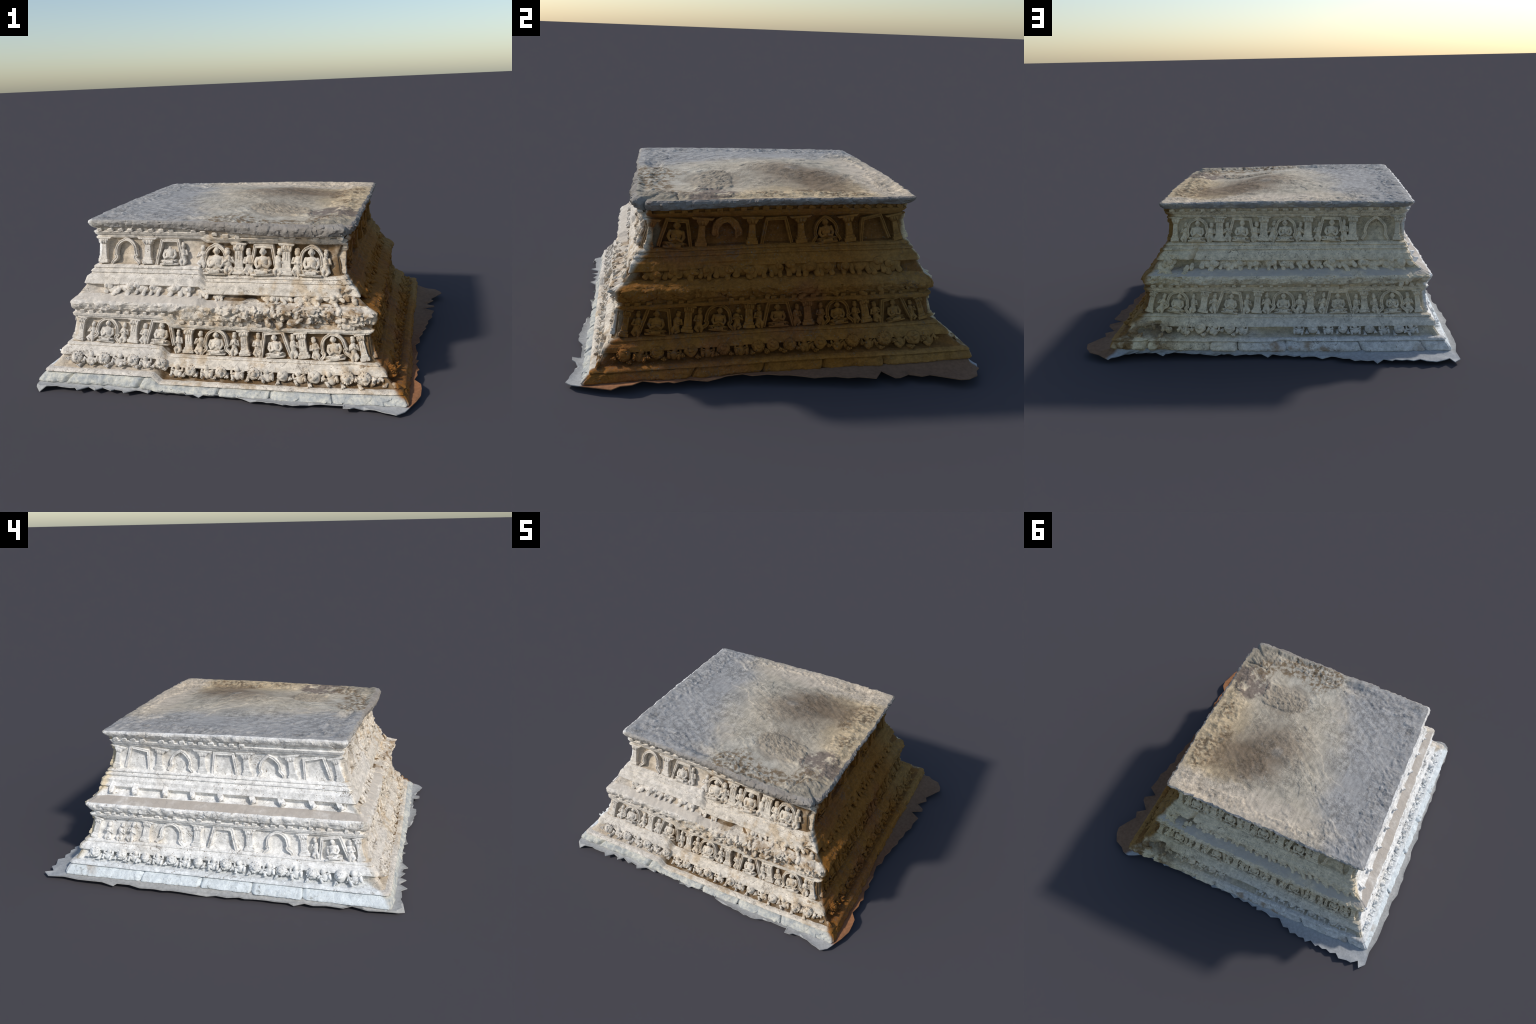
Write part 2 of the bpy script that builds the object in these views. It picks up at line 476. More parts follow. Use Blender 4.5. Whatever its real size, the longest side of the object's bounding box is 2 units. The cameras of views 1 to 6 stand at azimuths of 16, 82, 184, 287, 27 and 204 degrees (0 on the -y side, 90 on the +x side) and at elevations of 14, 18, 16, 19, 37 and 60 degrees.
# ---------------------------------------------------------- swept courses
# (course name, material, profile [(height, offset)], roughness)
COURSES = [
    ('slab_edge', EDGE, [(.800, -.010), (.794, .002), (.785, .007), (.772, .006), (.762, .002), (.757, -.004)], .0065),
    ('dentil_course', STONE, [(.757, -.004), (.755, -.012), (.741, -.012), (.739, -.001)], .0018),
    ('fascia', STONE, [(.739, -.001), (.736, .004), (.722, .003), (.720, -.002), (.712, -.002), (.706, -.005), (.702, -.008)], .0022),
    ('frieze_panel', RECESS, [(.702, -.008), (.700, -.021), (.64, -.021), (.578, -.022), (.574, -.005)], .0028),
    ('moulding', STONE, [(.574, -.005), (.568, .006), (.561, .007), (.558, .000), (.550, .004), (.547, .009), (.540, .009), (.537, .002),
                         (.530, .004), (.525, .008), (.522, .010), (.518, .014), (.50, .011), (.486, .006), (.482, .000)], .0032),
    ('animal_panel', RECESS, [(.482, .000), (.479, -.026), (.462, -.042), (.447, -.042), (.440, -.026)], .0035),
    ('ledge', LEDGE, [(.440, -.026), (.432, -.014), (.422, -.003), (.415, .000)], .0062),
    ('cornice', CORNICE, [(.415, .000), (.402, .006), (.388, .005), (.374, .002), (.366, -.004)], .0085),
    ('dentil_course', CORNICE, [(.366, -.004), (.364, -.014), (.351, -.013), (.349, -.003)], .0030),
    ('fascia', STONE, [(.349, -.003), (.346, .004), (.334, .004), (.332, -.001), (.324, -.001), (.320, -.006)], .0022),
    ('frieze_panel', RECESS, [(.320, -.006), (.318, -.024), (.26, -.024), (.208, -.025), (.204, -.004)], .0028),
    ('moulding', STONE, [(.204, -.004), (.200, .007), (.194, .007), (.191, .001), (.186, .004), (.182, .009), (.178, .010), (.174, .013), (.160, .010), (.151, .006), (.148, -.001)], .0032),
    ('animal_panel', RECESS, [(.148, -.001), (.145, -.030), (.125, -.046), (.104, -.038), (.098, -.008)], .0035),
    ('ledge', STONE, [(.098, -.008), (.096, .006), (.090, .010), (.083, .008), (.079, -.004)], .0028),
]
NU = 250

def profile_rows(prof, step=.0045):
    rows = [prof[0]]
    for (z0, d0), (z1, d1) in zip(prof, prof[1:]):
        n = max(1, int(math.ceil(math.hypot(z1 - z0, d1 - d0) / step)))
        rows += [(z0 + (z1 - z0) * k / n, d0 + (d1 - d0) * k / n) for k in range(1, n + 1)]
    return np.array(rows)

def wear(side, u, z, amp, p):
    """outward displacement of worn stone"""
    big = fbm(p, 9, 3, 3)
    mid = fbm(p, 34, 4, 11)
    a = np.full(p.shape[:-1], amp)
    if side == 'S':
        a = a * (1 + 1.3 * smooth(.45, .6, u) * ((z > .36) & (z < .445)))
    if side == 'W':
        a = a * .6
    if side == 'N':
        a = a * (1 + 1.2 * smooth(.22, .05, u) * smooth(.56, .48, z))
    pit = np.maximum(0, fbm(p, 22, 3, 31) - .22) * -4.0
    crack = np.maximum(0, .035 - np.abs(fbm(p * np.array([1, 1, .35]), 7, 3, 77))) / .035
    out = a * (1.1 * big + 1.2 * mid + .5 * pit - .9 * crack)
    if amp > .004:
        wob = p + .012 * np.stack([fbm(p, 40, 2, q) for q in (201, 202, 203)], -1)
        out = out + a * (.55 * cells(wob, 30, 5) + .30 * cells(wob, 70, 6))
    return out

def course_grid(side, rows, amp, nu=NU):
    u = np.linspace(0, 1, nu + 1)
    U, Zg = np.meshgrid(u, rows[:, 0])
    Dg = np.repeat(rows[:, 1:2], nu + 1, 1)
    Dg = np.where((Dg < -.012) & ((Zg > .57) | ((Zg < .33) & (Zg > .2))), -.012 + (Dg + .012) * (RELIEF[side] * 2 - 1), Dg)
    p = face_point(side, U, Zg, Dg)
    if amp:
        a, b = SIDES[side]
        m = mitre(a, Zg) * (1 - U)[..., None] + mitre(b, Zg) * U[..., None]
        # blend the wear round the arrises so neighbouring faces meet
        w = wear(side, U, Zg, amp, p)
        edge = smooth(0, .03, np.minimum(U, 1 - U))
        w = w * edge + (amp * fbm(p, 25, 4, 5)) * (1 - edge)
        p[..., :2] += m * w[..., None]
        p[..., 2] += (amp * .35 * fbm(p, 18, 3, 9))
    return p

def ring(rows, amp):
    cols = []
    for s in ORDER:
        g = course_grid(s, rows, amp)
        cols.append(g[:, :-1])
    return np.concatenate(cols, 1)

def ring_mesh(name, pts, mat, sharp=38):
    nr, nc = pts.shape[:2]
    idx = np.arange(nr * nc).reshape(nr, nc)
    nxt = np.roll(idx, -1, 1)
    f = np.stack([idx[1:], nxt[1:], nxt[:-1], idx[:-1]], -1).reshape(-1, 4)
    return mesh_from(name, pts.reshape(-1, 3), f.tolist(), mat, sharp)

top_ring = None
previous = None
for name, mat, prof, amp in COURSES:
    pts = ring(profile_rows(prof), amp)
    if previous is not None:
        pts[0] = previous          # courses share their border exactly
    previous = pts[-1].copy()
    if top_ring is None:
        top_ring = pts[0].copy()
    add(name, ring_mesh(name, pts, mat))

# ------------------------------------------------------------ slab surface
def slab_height(x, y):
    p = np.stack([x, y, np.zeros_like(x)], -1)
    base = -.022 * smooth(0, .32, x - .15 * y) + .014 * smooth(.40, .54, x) - .004 * np.exp(-((x - .27) ** 2 + (y + .33) ** 2) / .045) - .008 * np.exp(-((x - .0) ** 2 + (y - .42) ** 2) / .05)
    mound = base + .037 * np.exp(-(((x - .02) ** 2 + (y - .08) ** 2) / (2 * .24 ** 2)))
    rim = 1 - smooth(.08, .20, np.minimum(np.minimum(x + .74, .60 - x), np.minimum(y + .64, .66 - y)) + .10 * fbm(p, 6, 3, 41))
    block = np.exp(-(((x - .56) / .11) ** 4 + ((y + .56) / .11) ** 4))
    rough = np.exp(-(((x - .21) / .17) ** 4 + ((y + .27) / .10) ** 4))
    ehill = np.exp(-(((x - .51) / .10) ** 4 + ((y - .12) / .30) ** 4))
    crust = np.clip(rim * .8 + block + rough * .9 + ehill * .8, 0, 1.2)
    patch = smooth(.42, .58, crust + .55 * fbm(p, 10, 5, 45))          # torn edge of the crust
    wob = p + .02 * np.stack([fbm(p, 25, 2, q) for q in (211, 212, 213)], -1)
    z = mound + .004 * patch + patch * (.0065 * fbm(p, 24, 4, 51) + .0055 * fbm(p, 60, 3, 57) + .0022 * cells(wob, 26, 3)) + .0022 * fbm(p, 8, 4, 61)
    z += (1 - .7 * patch) * .0042 * fbm(np.stack([x * .6 + y * .8, (y * .6 - x * .8) * .30, x * 0], -1), 40, 4, 71) * smooth(-.1, .35, fbm(p, 4, 2, 75) + .15)
    z += .003 * (1 - patch) * smooth(.2, .25, fbm(p, 5, 4, 79))
    hole = np.exp(-(((x + .17) / .09) ** 2 + ((y + .555) / .035) ** 2))
    z -= .024 * hole
    crack = np.exp(-(np.abs(x - .44 + .03 * fbm(p, 9, 2, 5)) / .006) ** 2) * (y < -.42) + np.exp(-(np.abs(y + .45 + .03 * fbm(p, 9, 2, 8)) / .006) ** 2) * (x > .44)
    z -= .010 * crack
    z -= .012 * block * smooth(.5, .7, x)
    return z

nring = 120
centre = top_ring.mean(0)
rings = []
for k in range(nring + 1):
    s = 1 - k / nring
    xy = centre[:2] + (top_ring[:, :2] - centre[:2]) * s
    w = smooth(.88, 1.0, s)
    zz = top_ring[:, 2] * w + .795 * (1 - w)
    zz = zz + slab_height(xy[:, 0], xy[:, 1]) * float(1 - smooth(.94, 1.0, s))
    rings.append(np.concatenate([xy, zz[:, None]], 1))
tp = np.stack(rings[::-1])
add('slab', ring_mesh('slab', tp, SLAB, 50))

# ------------------------------------------------------------ plinth blocks
JOINTS = {'S': [.087, .30, .518, .658, .817], 'E': [.26, .444, .60, .766], 'N': [.107, .294, .373, .519, .74, .927], 'W': [.249, .44, .60, .755]}
PROF = [(.079, -.010), (.077, -.002), (.070, .004), (.055, .006), (.040, .006), (.032, .002), (.026, -.010), (.018, -.02)]
prows = profile_rows(PROF)
for s in ORDER:
    nu = 300
    g = course_grid(s, prows, .0048, nu)
    u = np.linspace(0, 1, nu + 1)
    cuts = [0] + [int(round(j * nu)) for j in JOINTS[s]] + [nu]
    a, b = SIDES[s]
    for ci, (c0, c1) in enumerate(zip(cuts, cuts[1:])):
        blk = g[:, c0:c1 + 1].copy()
        n = blk.shape[1]
        uu = u[c0:c1 + 1]
        L = 1.75
        e = np.minimum((uu - uu[0]) if ci else np.full(n, 9.), (uu[-1] - uu) if c1 < nu else np.full(n, 9.)) * L
        pull = -.020 * np.exp(-(e / .008) ** 2)
        rnd = random.Random(ci * 13 + ord(s)).uniform(-.004, .004) * smooth(0, .02, np.minimum(uu, 1 - uu))
        m = mitre(a, .05) * (1 - uu)[:, None] + mitre(b, .05) * uu[:, None]
        blk[..., :2] += (m * (pull + rnd)[:, None])[None]
        nr = blk.shape[0]
        idx = np.arange(nr * n).reshape(nr, n)
        f = np.stack([idx[1:, :-1], idx[1:, 1:], idx[:-1, 1:], idx[:-1, :-1]], -1).reshape(-1, 4)
        add('plinth_block', mesh_from('plinth_block', blk.reshape(-1, 3), f.tolist(), PLINTH, 45))

# --------------------------------------------- crust of ground at the foot
# reach of the crust beyond the plinth: a few control points per side, with torn teeth between
CRUST = {
    'S': [(-.905, -.95), (-.84, -.975), (-.79, -.955), (-.69, -.945), (-.60, -.93), (-.45, -.932), (-.36, -.928), (-.29, -.90), (-.15, -.89), (-.09, -.916), (.11, -.885),
          (.128, -.915), (.40, -.935), (.46, -.905), (.62, -.898), (.625, -.938), (.71, -.90), (.86, -.94)],
    'E': [(.905, -.88), (.935, -.80), (.95, -.70), (.945, -.64), (.912, -.60), (.918, -.50), (.893, -.17), (.905, -.05), (.925, .16), (.955, .35), (.965, .43),
          (.90, .47), (.965, .52), (.905, .60), (.955, .645), (.93, .70), (.965, .76), (.995, .82)],
    'N': [(.95, .925), (.90, .94), (.84, .975), (.79, .925), (.73, .90), (.50, .905), (.35, .90), (.20, .895), (.03, .893), (-.10, .89), (-.25, .905),
          (-.35, .90), (-.42, .935), (-.60, .945), (-.79, .945), (-.90, .955), (-.935, .925), (-.957, .968)],
    'W': [(-.993, .92), (-.985, .83), (-1.0, .74), (-.998, .60), (-.99, .44), (-.995, .30), (-.985, .15), (-.97, -.03), (-.965, -.15), (-.955, -.30), (-.945, -.50),
          (-.935, -.68), (-.905, -.735), (-.93, -.80), (-.92, -.88)],
}
TEETH = {'S': (.022, .55, .055), 'E': (.012, 1.0, .09), 'N': (.014, .9, .06), 'W': (.008, 1.0, .10)}
outer, inner = [], []
rng = random.Random(21)
for s in ORDER:
    ctrl = CRUST[s] + [CRUST[ORDER[(ORDER.index(s) + 1) % 4]][0]]
    amp, frac, pitch = TEETH[s]
    n0, n1 = np.array(ctrl[0]), np.array(ctrl[-1])
    t = (n1 - n0) / np.linalg.norm(n1 - n0)
    out = np.array([t[1], -t[0]])
    for (p, q) in zip(ctrl, ctrl[1:]):
        p, q = np.array(p), np.array(q)
        L = np.linalg.norm(q - p)
        k = max(1, int(L / (pitch * .5)))
        for i in range(k):
            w = p + (q - p) * min(.97, max(0, (i + (rng.uniform(-.38, .38) if i else 0)) / k))
            along = (w - n0) @ t / np.linalg.norm(n1 - n0)
            am = amp * (1 if (s != 'S' or along < .45) else .25)
            jag = am * (rng.uniform(0, 1.3) if i % 2 else -rng.uniform(0, .6))
            w = w + out * jag + t * rng.uniform(-.2, .2) * pitch * .5
            outer.append((w[0], w[1], s, along))
cx = np.array([o[:2] for o in outer])
verts_top, sheet_faces = [], []
NL = 7
cols = []
for i, (x, y, s, along) in enumerate(outer):
    al = min(max(along, 0), 1)
    base = face_point(s, al, .032, -.012, detail=False)
    tip_z = .024 + .008 * float(vnoise(np.array([x, y, 0.]), 6, 4))
    if s == 'E':
        tip_z += .022 * math.sin(math.pi * al) + .008 * al
    if s == 'N':
        tip_z += .018 * max(0, 1 - al / .5)
    col = []
    for k in range(NL):
        f = k / (NL - 1)
        q = base * (1 - f) + np.array([x, y, tip_z]) * f
        q[2] = base[2] * (1 - f) ** 1.6 + tip_z * (1 - (1 - f) ** 1.6) - .004 * math.sin(f * math.pi)
        q[2] += .004 * float(fbm(q, 16, 3, 6)) * f
        col.append(q)
    cols.append(col)
pts = np.array(cols)
nC = len(pts)
thick = .004
under = pts.copy()
under[..., 2] -= thick
# one torn flap hangs down to the ground
for fl in range(0, nC, 9):
    pts[fl, -1, 2] -= .012
    under[fl, -1, 2] -= .012
drop = int(np.argmin(pts[:, -1, 1]))
dz_flap = under[drop, -1, 2]
pts[drop, -1, 2] -= dz_flap
under[drop, -1, 2] = 0
zmin = under[..., 2].min()
allv = np.concatenate([pts.reshape(-1, 3), under.reshape(-1, 3)])
allv[:, 2] -= zmin
F = []
off = nC * NL
for i in range(nC):
    j = (i + 1) % nC
    for k in range(NL - 1):
        a, b, c, d = i * NL + k, i * NL + k + 1, j * NL + k + 1, j * NL + k
        F.append((a, b, c, d))
        F.append((off + d, off + c, off + b, off + a))
    F.append((i * NL + NL - 1, off + i * NL + NL - 1, off + j * NL + NL - 1, j * NL + NL - 1))
add('ground_crust', mesh_from('ground_crust', allv, F, GROUND, 30))

# ----------------------------------------------------- small carved pieces
class Piece:
    """collects rounded lumps into one mesh; local x along the face, -y outwards, z up"""
    def __init__(self):
        self.v, self.f = [], []
    def push(self, v, f):
        o = sum(len(a) for a in self.v)
        self.v.append(np.asarray(v, float))
        self.f += [tuple(i + o for i in q) for q in f]
        return self
    def ball(self, c, r, n=12, squash=None):
        m = n
        th = np.linspace(0, math.pi, m // 2 + 2)
        ph = np.linspace(0, 2 * math.pi, m, endpoint=False)
        v = [(0, 0, 1)]
        for t in th[1:-1]:
            v += [(math.sin(t) * math.cos(p), math.sin(t) * math.sin(p), math.cos(t)) for p in ph]
        v.append((0, 0, -1))
        f = [(0, 1 + i, 1 + (i + 1) % m) for i in range(m)]
        rings = len(th) - 2
        for k in range(rings - 1):
            a, b = 1 + k * m, 1 + (k + 1) * m
            f += [(a + i, b + i, b + (i + 1) % m, a + (i + 1) % m) for i in range(m)]
        last = 1 + rings * m
        a = 1 + (rings - 1) * m
        f += [(a + i, last, a + (i + 1) % m) for i in range(m)]
        v = np.array(v) * np.array(r) + np.array(c)
        return self.push(v, f)
    def limb(self, pts, radii, n=10, flat=1.0):
        pts = np.array(pts, float)
        rings = []
        for i, p in enumerate(pts):
            t = pts[min(i + 1, len(pts) - 1)] - pts[max(i - 1, 0)]
            t = t / (np.linalg.norm(t) + 1e-9)
            up = np.array([0, 1., 0]) if abs(t[1]) < .9 else np.array([1., 0, 0])
            a = np.cross(t, up)
            a /= np.linalg.norm(a)
            b = np.cross(t, a)
            ang = np.linspace(0, 2 * math.pi, n, endpoint=False)
            rings.append(p + radii[i] * (np.cos(ang)[:, None] * a + flat * np.sin(ang)[:, None] * b))
        v = np.concatenate(rings + [pts[:1], pts[-1:]])
        f = []
        for k in range(len(pts) - 1):
            for i in range(n):
                f.append((k * n + i, k * n + (i + 1) % n, (k + 1) * n + (i + 1) % n, (k + 1) * n + i))
        c0, c1 = len(pts) * n, len(pts) * n + 1
        for i in range(n):
            f.append((c0, (i + 1) % n, i))
            f.append((c1, (len(pts) - 1) * n + i, (len(pts) - 1) * n + (i + 1) % n))
        self.push(v, f)
        self.ball(pts[0], [radii[0]] * 3, 8)
        self.ball(pts[-1], [radii[-1]] * 3, 8)
        return self
    def block(self, x0, x1, y0, y1, z0, z1, top=None, bev=.002, seg=3):
        """bevelled box, optional narrower or wider top (half-width scale)"""
        k = top if top is not None else 1.0
        cxm, hx = (x0 + x1) / 2, (x1 - x0) / 2
        zs = [z0, z0 + bev] + [z0 + (z1 - z0) * i / (seg + 1) for i in range(1, seg + 1)] + [z1 - bev, z1]
        v = []
        for z in zs:
            f = (z - z0) / (z1 - z0)
            h = hx * (1 + (k - 1) * f)
            ins = bev if z in (z0, z1) else 0
            xa, xb, ya, yb = cxm - h + ins, cxm + h - ins, y0 + ins, y1
            b2 = bev
            v += [(xa, yb, z), (xa, ya + b2, z), (xa + b2, ya, z), (cxm, ya, z), (xb - b2, ya, z), (xb, ya + b2, z), (xb, yb, z)]
        n = 7
        f = []
        for r in range(len(zs) - 1):
            f += [(r * n + i, r * n + (i + 1) % n, (r + 1) * n + (i + 1) % n, (r + 1) * n + i) for i in range(n)]
        f.append(tuple(range(n))[::-1])
        f.append(tuple((len(zs) - 1) * n + i for i in range(n)))
        return self.push(v, f)
    def sweep(self, path, width, depth, sharp=False):
        path = np.array(path, float)
        if not sharp:
            P = [path[0]] + list(path) + [path[-1]]
            out = []
            for i in range(1, len(P) - 2):
                for t in np.linspace(0, 1, 6, endpoint=False):
                    a, b, c, d = P[i - 1], P[i], P[i + 1], P[i + 2]
                    out.append(.5 * ((2 * b) + (c - a) * t + (2 * a - 5 * b + 4 * c - d) * t * t + (3 * b - a - 3 * c + d) * t ** 3))
            out.append(path[-1])
            path = np.array(out)
        else:
            out = []
            for a, b in zip(path, path[1:]):
                out += [a + (b - a) * t for t in np.linspace(0, 1, 5, endpoint=False)]
            path = np.array(out + [path[-1]])
        sec = [(-.5, 0), (-.5, .80), (-.42, .98), (-.22, 1.0), (-.14, .78), (.10, .74), (.18, .92), (.38, .90), (.46, .70), (.5, 0)]
        v = []
        for i, p in enumerate(path):
            t0 = p - path[max(i - 1, 0)]
            t1 = path[min(i + 1, len(path) - 1)] - p
            n = np.zeros(2)
            ns = []
            for t in (t0, t1):
                L = np.linalg.norm(t)
                if L > 1e-9:
                    ns.append(np.array([-t[1], t[0]]) / L)
            n = sum(ns) / len(ns)
            n = n / max(.5, n @ n) if len(ns) > 1 else n
            for s_, dd in sec:
                q = p + n * (-s_) * -1 * width
                v.append((q[0], -dd * depth + .006 * (dd == 0), q[1]))
        m = len(sec)
        f = []
        for i in range(len(path) - 1):
            f += [(i * m + k, i * m + k + 1, (i + 1) * m + k + 1, (i + 1) * m + k) for k in range(m - 1)]
        f.append(tuple(range(m)))
        f.append(tuple((len(path) - 1) * m + k for k in range(m))[::-1])
        return self.push(v, f)
    def mesh(self, name, mat, worn=.0015, freq=60, seed=0, sharp=50):
        v = np.concatenate(self.v)
        off = np.array([seed * 3.1, seed * 1.7, seed * .9])
        d = np.stack([fbm(v + off + o, freq, 3, seed) for o in (0, 5.3, 9.1)], -1)
        v = v + worn * d * 1.6
        return mesh_from(name, v, self.f, mat, sharp)

def seated(seed):
    r = random.Random(seed)
    w = lambda: r.uniform(.92, 1.1)
    body = Piece().ball((0, -.008, .046), (.0225 * w(), .017, .032), 14).ball((0, -.009, .060), (.026 * w(), .014, .015), 12)
    body.limb([(0, -.007, .066), (0, -.007, .078)], [.008, .007], 8)
    head = Piece().ball((0, 0, 0), (.0125 * w(), .013, .016 * w()), 14).ball((0, .001, .015), (.006, .006, .006), 8)
    head.ball((0, -.012, -.003), (.003, .004, .004), 6).ball((.012, 0, -.002), (.003, .004, .006), 6).ball((-.012, 0, -.002), (.003, .004, .006), 6)
    arm = Piece().limb([(.024, -.006, .063), (.031, -.010, .042), (.022, -.022, .030), (.005, -.026, .031 + r.uniform(0, .012))], [.0085, .0075, .007, .006])
    legs = Piece().limb([(-.012, -.010, .014), (-.040, -.016, .012), (-.020, -.028, .009), (.012, -.027, .009)], [.013, .011, .009, .007])
    legs.limb([(.012, -.010, .014), (.040, -.016, .012), (.020, -.026, .011), (-.010, -.029, .011)], [.013, .011, .009, .007])
    legs.block(-.046, .046, -.030, .006, -.002, .006, bev=.002)
    return dict(body=body.mesh('seated_figure', STONE, .0022, 55, seed), head=head.mesh('head', STONE, .0014, 90, seed),
                arm=arm.mesh('arm', STONE, .0012, 70, seed), legs=legs.mesh('legs', STONE, .0016, 60, seed), hz=.092)

def attendant(seed):
    r = random.Random(seed * 7)
    lean = r.uniform(-.005, .005)
    body = Piece().limb([(0, -.008, .012), (lean * .6, -.009, .040), (lean, -.010, .064)], [.013, .014, .0145], 10).ball((lean, -.010, .052), (.017, .013, .016), 10)
    body.ball((.006, -.012, .020), (.013, .012, .012), 10)
    head = Piece().ball((0, 0, 0), (.011, .011, .0135), 12).ball((0, .002, .012), (.010, .009, .007), 10)
    arm = Piece().limb([(.015, -.010, .064), (.021, -.014, .046), (.006, -.024, .046 + r.uniform(0, .016))], [.0065, .006, .005], 8)
    legs = Piece().limb([(-.006, -.012, .028), (-.013, -.022, .016), (-.010, -.016, .000)], [.009, .0085, .007], 8)
    legs.limb([(.007, -.012, .026), (.015, -.020, .012), (.004, -.020, .003)], [.009, .008, .006], 8)
    return dict(body=body.mesh('attendant_figure', STONE, .0028, 60, seed + 40), head=head.mesh('head', STONE, .0018, 90, seed + 41),
                arm=arm.mesh('arm', STONE, .0012, 70, seed + 42), legs=legs.mesh('legs', STONE, .0015, 60, seed + 43), hz=.088)

def lion(seed):
    r = random.Random(seed * 3 + 1)
    body = Piece().limb([(0, .030, .034), (0, .000, .032)], [.019, .021], 10)
    head = Piece().ball((0, 0, 0), (.0255, .018, .0265), 18).ball((0, -.017, -.006), (.011, .008, .009), 10)
    for k in range(16 if seed != 2 else 0):
        a = k / 16 * 2 * math.pi
        head.ball((.0215 * math.cos(a), -.008, .0225 * math.sin(a)), (.0036, .006, .0036), 6)
    head.ball((.008, -.017, .006), (.004, .004, .003), 6).ball((-.008, -.017, .006), (.004, .004, .003), 6)
    paw = Piece().limb([(0, .008, .022), (.001, -.006, .012), (.002, -.016, .006)], [.008, .008, .0075], 8)
    for k in (-1, 0, 1):
        paw.limb([(.002 + k * .005, -.016, .006), (.002 + k * .007, -.025, .003)], [.004, .0032], 6)
    return dict(body=body.mesh('lion', STONE, .003, 60, seed + 70), head=head.mesh('head', STONE, .0034, 60, seed + 71), paw=paw.mesh('paw', STONE, .001, 80, seed + 72))

def croucher(seed):
    r = random.Random(seed * 5 + 2)
    body = Piece().ball((0, -.004, .020), (.017, .015, .020), 12).limb([(-.004, .024, .026), (0, 0, .024)], [.015, .014], 8)
    head = Piece().ball((0, 0, 0), (.0125, .012, .0135), 12)
    arm = Piece().limb([(.014, -.008, .028), (.025, -.010, .030), (.022, -.008, .046), (.012, -.004, .054)], [.0065, .006, .0055, .005], 8)
    leg = Piece().limb([(.008, -.006, .012), (.023, -.018, .018), (.019, -.020, .003)], [.008, .0075, .006], 8).ball((.020, -.026, .003), (.006, .010, .004), 8)
    return dict(body=body.mesh('crouching_figure', STONE, .003, 60, seed + 90), head=head.mesh('head', STONE, .002, 80, seed + 91),
                arm=arm.mesh('arm', STONE, .0012, 70, seed + 92), leg=leg.mesh('leg', STONE, .0012, 70, seed + 93))

def beast(seed):
    """worn walking animal or lump of the upper animal row"""
    r = random.Random(seed * 11 + 5)
    body = Piece().ball((0, -.004, .030), (.026 + r.uniform(-.006, .010), .024, .020), 14)
    body.ball((r.uniform(-.014, .014), -.012, .024), (.016, .018, .018), 12).ball((r.uniform(-.02, .02), -.008, .040), (.014, .015, .012), 10)
    leg = Piece().limb([(0, -.010, .026), (.003, -.016, .012), (.002, -.020, .002)], [.0085, .007, .0075], 8)
    head = Piece().ball((0, 0, 0), (.013, .014, .013), 12).ball((.004, -.010, -.005), (.008, .009, .007), 8)
    return dict(body=body.mesh('beast', STONE, .0050, 48, seed + 120), leg=leg.mesh('leg', STONE, .002, 60, seed + 121), head=head.mesh('head', STONE, .003, 60, seed + 122))

ARCH = [(-.62, .0), (-.55, .10), (-.43, .20), (-.40, .30), (-.47, .345), (-.44, .40), (-.43, .55), (-.39, .72), (-.29, .87), (-.13, .965), (0, 1.0),
        (.13, .965), (.29, .87), (.39, .72), (.43, .55), (.44, .40), (.47, .345), (.40, .30), (.43, .20), (.55, .10), (.62, .0)]
POINTED = [(-.56, .0), (-.52, .12), (-.42, .25), (-.41, .32), (-.45, .38), (-.41, .60), (-.30, .80), (-.12, .95), (0, 1.02), (.12, .95), (.30, .80), (.41, .60), (.45, .38), (.41, .32), (.42, .25), (.52, .12), (.56, .0)]
def scaled(path, s, top=.93):
    return [(x * s, z * s * top) for x, z in path]
Hn = .12
arch_mesh = [Piece().sweep(scaled(ARCH, Hn), .016, .026).mesh('niche_arch', STONE, .0012, 50, 1, 45),
             Piece().sweep(scaled(POINTED, Hn), .015, .022).mesh('niche_arch', STONE, .0016, 50, 2, 45)]
TRAP = [(-.60, 0), (-.37, .93), (.37, .93), (.60, 0)]
frame_mesh = [Piece().sweep(scaled(TRAP, Hn, 1.0), .017, .026, True).mesh('niche_frame', STONE, .0012, 50, 3, 40),
              Piece().sweep([(-.066, 0), (-.050, .111), (.050, .111), (.066, 0)], .015, .016, True).mesh('niche_frame', STONE, .0014, 50, 4, 40)]

def pilaster(kind):
    if kind == 'tall':     # slender waisted shaft with two-stage base and bracket capital
        shaft = Piece().block(-.017, .017, -.026, .006, .026, .082, .82)
        cap = Piece().block(-.018, .018, -.030, .006, .080, .090, 1.25).block(-.025, .025, -.032, .006, .089, .102, 1.12).block(-.040, .040, -.034, .006, .101, .110, 1.35)
        for k in (-1, 0, 1):
            cap.ball((k * .014, -.031, .091), (.008, .006, .009), 8)
        base = Piece().block(-.027, .027, -.032, .006, .0, .016).block(-.022, .022, -.030, .006, .015, .028, .9)
    else:                  # broad short shaft, fluted, leafy capital
        shaft = Piece().block(-.020, .020, -.024, .006, .022, .078, .92)
        for k in (-.006, .006):
            shaft.block(k - .002, k + .002, -.027, .0, .048, .074)
        cap = Piece().block(-.019, .019, -.028, .006, .076, .094, 1.45).block(-.034, .034, -.032, .006, .093, .101, 1.15)
        for k in range(5):
            cap.ball((-.020 + k * .010, -.029, .084 + .004 * (k % 2)), (.0065, .006, .008), 8)
        base = Piece().block(-.032, .032, -.031, .006, .0, .013).block(-.026, .026, -.028, .006, .012, .024, .9)
    return dict(shaft=shaft.mesh('pilaster', STONE, .0014, 45, 5, 35), capital=cap.mesh('capital', STONE, .0018, 60, 6, 40), base=base.mesh('base', STONE, .0016, 50, 7, 35))

